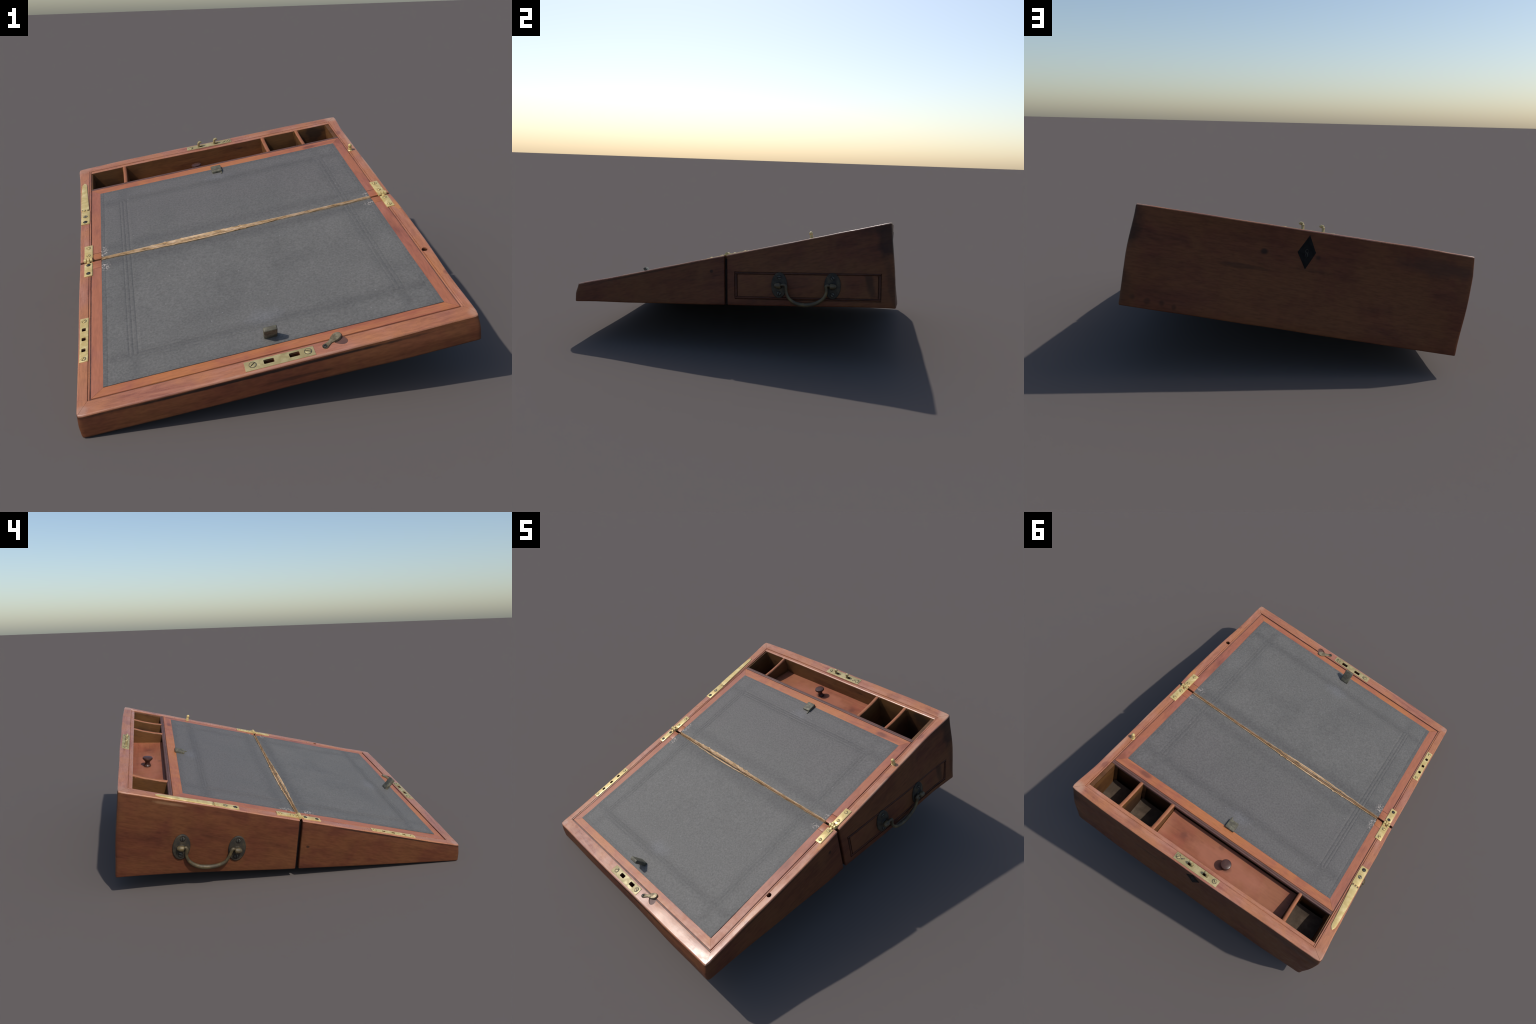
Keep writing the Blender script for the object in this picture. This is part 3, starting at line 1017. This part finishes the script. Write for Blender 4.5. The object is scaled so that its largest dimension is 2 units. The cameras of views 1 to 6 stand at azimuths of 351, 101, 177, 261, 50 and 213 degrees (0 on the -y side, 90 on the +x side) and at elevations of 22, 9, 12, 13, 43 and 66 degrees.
hook_x = (.030, -.070)
lock_b = prism("lock_plate", [(-.152, .940), (.132, .939), (.131, .985), (-.151, .985)], -.005, .0022, M_PLATE, bev=.001,
               holes=[(x - .014, x + .018, .952, .969) for x in hook_x])
screw(.112, .961, .0024, .0125, M_PLATE, .8, parent=lock_b)
screw(-.127, .960, .0024, .0125, M_PLATE, -.6, parent=lock_b)
for x in (.086, .079, .09):
    revolve("lock_rivet", [(.0035, -.001), (.0035, .001), (.0015, .002)], M_SCREW_DARK, parent=lock_b,
            loc=(x, .955 + (x - .08) * .8, .0022), n=10)
for x in hook_x:
    tube("lock_hook", [(x - .006, .960, -.02), (x - .006, .960, .012), (x - .0045, .960, .024), (x + .001, .960, .0315),
                       (x + .008, .960, .0325), (x + .0145, .960, .0285)],
         [.0075, .0072, .0078, .0085, .0075, .0050], M_PLATE, parent=lock_b, n=12)

# ------------------------------------------------------------------ catch lever at the front
leaf_pts = []
for t in frange(0, 2 * math.pi, 22)[:-1]:
    leaf_pts.append((.240 + .031 * math.cos(t) * (1 + .12 * math.sin(t)) - .006 * math.sin(t),
                     -.937 + .027 * math.sin(t) - .006 * math.cos(t)))


def shape_cutter(pts, z0, z1):
    bm = bmesh.new()
    f = bm.faces.new([bm.verts.new((x, y, z0)) for x, y in pts])
    ex = bmesh.ops.extrude_face_region(bm, geom=[f])
    for v in ex['geom']:
        if isinstance(v, bmesh.types.BMVert):
            v.co.z = z1
    bmesh.ops.recalc_face_normals(bm, faces=bm.faces)
    return _cutter(bm)


P0, P1 = Vector((.174, -.956)), Vector((.249, -.906))
ax = (P1 - P0).normalized()
ay = Vector((-ax.y, ax.x))
L = (P1 - P0).length
lever = []
for s_, w_ in ((-.10, .006), (-.04, .0115), (.04, .0125), (.12, .0115), (.22, .0095), (.34, .0080), (.46, .0115), (.60, .0160),
               (.75, .0180), (.88, .0165), (.97, .0115), (1.03, .004)):
    lever.append((s_, w_))
pts = [P0 + ax * (s_ * L) + ay * w_ for s_, w_ in lever] + [P0 + ax * (s_ * L) - ay * w_ for s_, w_ in lever[::-1]]


def lever_rise(c):
    s_ = (Vector((c.x, c.y)) - P0).dot(ax) / L
    return Vector((c.x, c.y, c.z + (.001 + .003 * smooth(.3, .8, s_) if c.z > 0 else 0)))


catch = prism("catch_lever", [(p.x, p.y) for p in pts], -.006, .004, M_CATCH, bev=.0028, fn=lever_rise, seg=3)
screw(P0.x, P0.y, .0050, .0085, M_SCREW_DARK, .5, parent=catch)
prism("catch_bed", [(lerp(.240, x, 1.12), lerp(-.937, y, 1.12)) for x, y in leaf_pts], -.0085, -.0048, M_SLIP, bev=0)

# ------------------------------------------------------------------ stud and stud hole (right side)
revolve("locating_stud", [(.013, -.004), (.0135, .0015), (.0105, .004), (.0105, .016), (.0085, .019), (.0085, .021),
                          (.0105, .025), (.0112, .031), (.0092, .037), (.005, .040), (.001, .041)], M_BRASS,
        loc=(.770, .517, 0), n=20)

# ------------------------------------------------------------------ pull tabs on the writing flaps


def tab_tilt(c):
    """front tab stands raised, leaning towards the front edge"""
    a = math.radians(115)
    y, z = c.y, c.z
    return Vector((c.x, -.822 + y * math.cos(a) - z * math.sin(a), .004 + y * math.sin(a) + z * math.cos(a)))


tab = box("pull_tab", -.045, .012, -.006, .078, -.011, .011, M_TAB, bev=.005, seg=3, tilt=tab_tilt)
tab2 = box("pull_tab", -.045, .014, .592, .654, -.004, .013, M_TAB, bev=.004, seg=3,
           tilt=lambda c: Vector((c.x + .1 * (c.y - .62) * -.3, c.y, c.z + .05 * (c.y - .6))))
box("tab_hook", .004, .012, .574, .594, -.004, .004, M_TAB, bev=.0015, parent=tab2)

# ------------------------------------------------------------------ carrying handles


def side_point(sx, y, z, out=0.0):
    """a point on the outside of a case side, given final y and z"""
    yt = y - .17 * z
    p = warp((sx * .81, yt, z))
    return Vector((p.x + sx * out, y, z))


def oval_plate(sx, y, z, tilt, mat):
    n = 32
    bm = bmesh.new()
    rings = []
    for f, o in ((1.0, -.004), (1.0, .0055), (.93, .009), (.86, .0085), (.80, .0095), (0.45, .0105), (.2, .011)):
        ring = []
        for i in range(n):
            t = 2 * math.pi * i / n
            a, b = .0475 * math.cos(t) * f, .0755 * math.sin(t) * f
            dy = a * math.cos(tilt) + b * math.sin(tilt)
            dz = -a * math.sin(tilt) + b * math.cos(tilt)
            ring.append(bm.verts.new(side_point(sx, y + dy, z + dz, o)))
        rings.append(ring)
    for A, B in zip(rings, rings[1:]):
        for i in range(n):
            bm.faces.new((A[i], A[(i + 1) % n], B[(i + 1) % n], B[i]))
    bm.faces.new(rings[-1])
    bm.faces.new(rings[0][::-1])
    bmesh.ops.recalc_face_normals(bm, faces=bm.faces)
    me = bpy.data.meshes.new("handle_plate")
    bm.to_mesh(me)
    bm.free()
    return finish("handle_plate", me, mat)


def spline(ctrl, n=5):
    """Catmull-Rom through control tuples"""
    out = []
    for i in range(len(ctrl) - 1):
        q = [ctrl[max(0, min(len(ctrl) - 1, j))] for j in (i - 1, i, i + 1, i + 2)]
        for t in frange(0, 1, n)[:-1]:
            out.append([.5 * (2 * q[1][k] + (q[2][k] - q[0][k]) * t + (2 * q[0][k] - 5 * q[1][k] + 4 * q[2][k] - q[3][k]) * t * t
                              + (3 * q[1][k] - q[0][k] - 3 * q[2][k] + q[3][k]) * t ** 3) for k in range(len(q[0]))])
    out.append(list(ctrl[-1]))
    return out


def handle(sx, c0, c1, tilt, bail, bx):
    """two oval plates with posts, and a drop bail hanging between them"""
    plate0 = None
    for (y, z), other in ((c0, c1), (c1, c0)):
        pl = oval_plate(sx, y, z, tilt, M_HANDLE)
        plate0 = plate0 or pl
        up = Vector((0, math.sin(tilt), math.cos(tilt)))
        for s_ in (.047, -.047):
            q = side_point(sx, y + up.y * s_, z + up.z * s_, .0105)
            screw(*q, r=.0125, mat=M_SCREW_DARK, nrm=(sx, 0, 0), parent=pl)
        d = Vector((0, other[0] - y, other[1] - z)).normalized()
        base = side_point(sx, y, z - .002)
        out = Vector((sx, 0, 0))
        tube("handle_post", [base, base + out * .010, base + out * .020], [.023, .0215, .0175], M_HANDLE, parent=pl, n=18)
        k = Vector((sx * bx, y, z - .002))
        tube("handle_knuckle", [k - d * .024, k - d * .019, k - d * .006, k + d * .010, k + d * .015],
             [.008, .0125, .0165, .0155, .009], M_HANDLE_RUB, parent=pl, n=16)
    z_low, z_high = min(b[1] for b in bail), max(b[1] for b in bail)
    pts_ = spline([(sx * (bx - .010 * (z_high - z) / (z_high - z_low)), y, z, r) for y, z, r in bail])
    tube("handle_bail", [q[:3] for q in pts_], [q[3] for q in pts_], M_HANDLE_RUB, parent=plate0, n=14)


handle(-1, (.607, -.253), (.307, -.218), .10,
       [(.598, -.252, .006), (.584, -.247, .0085), (.577, -.259, .0100), (.575, -.282, .0088), (.566, -.306, .0088),
        (.547, -.328, .0098), (.520, -.343, .0112), (.487, -.350, .0120), (.449, -.347, .0125), (.414, -.338, .0120),
        (.383, -.323, .0110), (.358, -.301, .0095), (.346, -.273, .0088), (.340, -.244, .0088), (.338, -.222, .0100),
        (.331, -.213, .0085), (.316, -.218, .006)], .846)
handle(1, (.282, -.237), (.588, -.299), .20,
       [(.290, -.239, .006), (.312, -.240, .0085), (.324, -.250, .0100), (.321, -.274, .0088), (.322, -.300, .0088),
        (.332, -.328, .0098), (.354, -.352, .0110), (.382, -.368, .0120), (.419, -.379, .0125), (.455, -.381, .0120),
        (.490, -.375, .0112), (.524, -.359, .0098), (.544, -.336, .0088), (.552, -.314, .0088), (.553, -.295, .0100),
        (.564, -.291, .0085), (.580, -.297, .006)], .857)

# ------------------------------------------------------------------ drawer in the right side
dq = [(.028, -.107), (.876, -.277), (.842, -.437), (.000, -.268)]      # outer corners (y, z)


def dpos(u, v):
    a, b, c, d = [Vector(q) for q in dq]
    return a.lerp(b, u).lerp(d.lerp(c, u), v)


def drawer_part(name, u0, u1, v0, v1, out, mat, nu, nv, depth=.02, crown=0.0):
    bm = bmesh.new()
    us_, vs_ = frange(u0, u1, nu), frange(v0, v1, nv)
    vt = [[None] * (nv + 1) for _ in range(nu + 1)]
    vb = [[None] * (nv + 1) for _ in range(nu + 1)]
    for i, u in enumerate(us_):
        for j, v in enumerate(vs_):
            y, z = dpos(u, v)
            s_ = abs(2 * j / nv - 1) if (u1 - u0) > (v1 - v0) * .2 else abs(2 * i / nu - 1)
            vt[i][j] = bm.verts.new(side_point(1, y, z, out - crown * s_ ** 3))
            vb[i][j] = bm.verts.new(side_point(1, y, z, -depth))
    for i in range(nu):
        for j in range(nv):
            bm.faces.new((vt[i][j], vt[i + 1][j], vt[i + 1][j + 1], vt[i][j + 1]))
            bm.faces.new((vb[i][j], vb[i][j + 1], vb[i + 1][j + 1], vb[i + 1][j]))
    for i in range(nu):
        bm.faces.new((vt[i][0], vb[i][0], vb[i + 1][0], vt[i + 1][0]))
        bm.faces.new((vt[i][nv], vt[i + 1][nv], vb[i + 1][nv], vb[i][nv]))
    for j in range(nv):
        bm.faces.new((vt[0][j], vt[0][j + 1], vb[0][j + 1], vb[0][j]))
        bm.faces.new((vt[nu][j], vb[nu][j], vb[nu][j + 1], vt[nu][j + 1]))
    bmesh.ops.recalc_face_normals(bm, faces=bm.faces)
    me = bpy.data.meshes.new(name)
    bm.to_mesh(me)
    bm.free()
    return finish(name, me, mat)


# recess behind the drawer, then front and its cock beads
dcut = []
bm = bmesh.new()
ring_o = [side_point(1, *dpos(u, v), .03) for u, v in ((0, 0), (1, 0), (1, 1), (0, 1))]
ring_i = [side_point(1, *dpos(u, v), -.014) for u, v in ((0, 0), (1, 0), (1, 1), (0, 1))]
vo = [bm.verts.new(p) for p in ring_o]
vi = [bm.verts.new(p) for p in ring_i]
bm.faces.new(vo)
bm.faces.new(vi[::-1])
for i in range(4):
    bm.faces.new((vo[i], vi[i], vi[(i + 1) % 4], vo[(i + 1) % 4]))
bmesh.ops.recalc_face_normals(bm, faces=bm.faces)
drawer_cutter = _cutter(bm)
M_DRAWER = wood("drawer_front_wood", (.080, .025, .014), (.125, .040, .020), (.155, .053, .023), (.155, .060, .024),
                (2, 2, 15), rough=.48, fine=.25, spec=.18, off=3.3,
                blots=[((.83, .80, -.30), (.07, .03, .12), BLACKISH, .55, .5)])
M_COCK = wood("drawer_bead_wood", (.035, .014, .010), (.075, .024, .014), (.11, .035, .018), (.07, .025, .014),
              (3, 3, 3), rough=.5, fine=.2, spec=.2)
drawer = drawer_part("drawer_front", .022, .978, .105, .895, -.001, M_DRAWER, 40, 10, .010)
for u0, u1, v0, v1, nu, nv in ((.004, .996, .028, .088, 40, 4), (.004, .996, .912, .972, 40, 4),
                               (.004, .0165, .100, .900, 4, 10), (.9835, .996, .100, .900, 4, 10)):
    drawer_part("drawer_bead", u0, u1, v0, v1, .0022, M_COCK, nu, nv, .010, .003)

# ------------------------------------------------------------------ lozenge escutcheon on the back


def back_point(x, z, out=0.0):
    p = warp((x, .99, z))
    return Vector((x, p.y + out, z))


loz = [(-.013, -.022), (-.056, -.099), (-.017, -.184), (.032, -.108)]
cx_, cz_ = -.012, -.103
bm = bmesh.new()
N = 12
rings = []
for f, o in ((1.0, -.004), (1.0, .0012), (.965, .0022), (.6, .0024), (.25, .0024)):
    ring = []
    for i in range(4):
        a, b = loz[i], loz[(i + 1) % 4]
        for k in range(N):
            t = k / N
            x, z = lerp(a[0], b[0], t), lerp(a[1], b[1], t)
            ring.append(bm.verts.new(back_point(lerp(cx_, x, f), lerp(cz_, z, f), o)))
    rings.append(ring)
for A, B in zip(rings, rings[1:]):
    for i in range(len(A)):
        bm.faces.new((A[i], A[(i + 1) % len(A)], B[(i + 1) % len(A)], B[i]))
bm.faces.new(rings[-1])
bm.faces.new(rings[0][::-1])
bmesh.ops.recalc_face_normals(bm, faces=bm.faces)
me = bpy.data.meshes.new("escutcheon")
bm.to_mesh(me)
bm.free()
esc = finish("escutcheon", me, M_ESC)
# keyhole outline: a faint raised lip
lip = [(-.012, -.088), (-.006, -.092), (-.005, -.099), (-.009, -.106), (-.006, -.122), (-.0125, -.126), (-.019, -.122),
       (-.016, -.106), (-.020, -.099), (-.018, -.092), (-.012, -.088)]
tube("keyhole_lip", [back_point(x, z, .0024) for x, z in lip], [.0011] * len(lip), M_SCREW_DARK, parent=esc, n=8)

# ------------------------------------------------------------------ cut the real holes
stud_hole = round_cutter(.778, -.517, .0135)
cut(rims['fr'], [stud_hole])
cut(case_front, [stud_hole] + [rect_cutter(*h_) for h_ in keep_holes + slots])
cut(rims['fl'], [rect_cutter(*h_) for h_ in keep_holes])
recess = shape_cutter(leaf_pts, -.006, .03)
cut(rims['front'], [rect_cutter(*h_) for h_ in slots] + [recess])
cut(rims['back'], [rect_cutter(x - .014, x + .018, .952, .969) for x in hook_x])
cut(case_back, [drawer_cutter] + [rect_cutter(x - .014, x + .018, .952, .969) for x in hook_x])
for ob in list(bpy.data.objects):
    if ob.type == 'MESH' and ob.name.startswith("panel_border") and min(v.co.y for v in ob.data.vertices) < -.9 \
            and max(v.co.y for v in ob.data.vertices) < -.8:
        cut(ob, [recess])

for c in cutters:
    me = c.data
    bpy.data.objects.remove(c)
    if me.users == 0:
        bpy.data.meshes.remove(me)
bpy.context.view_layer.update()
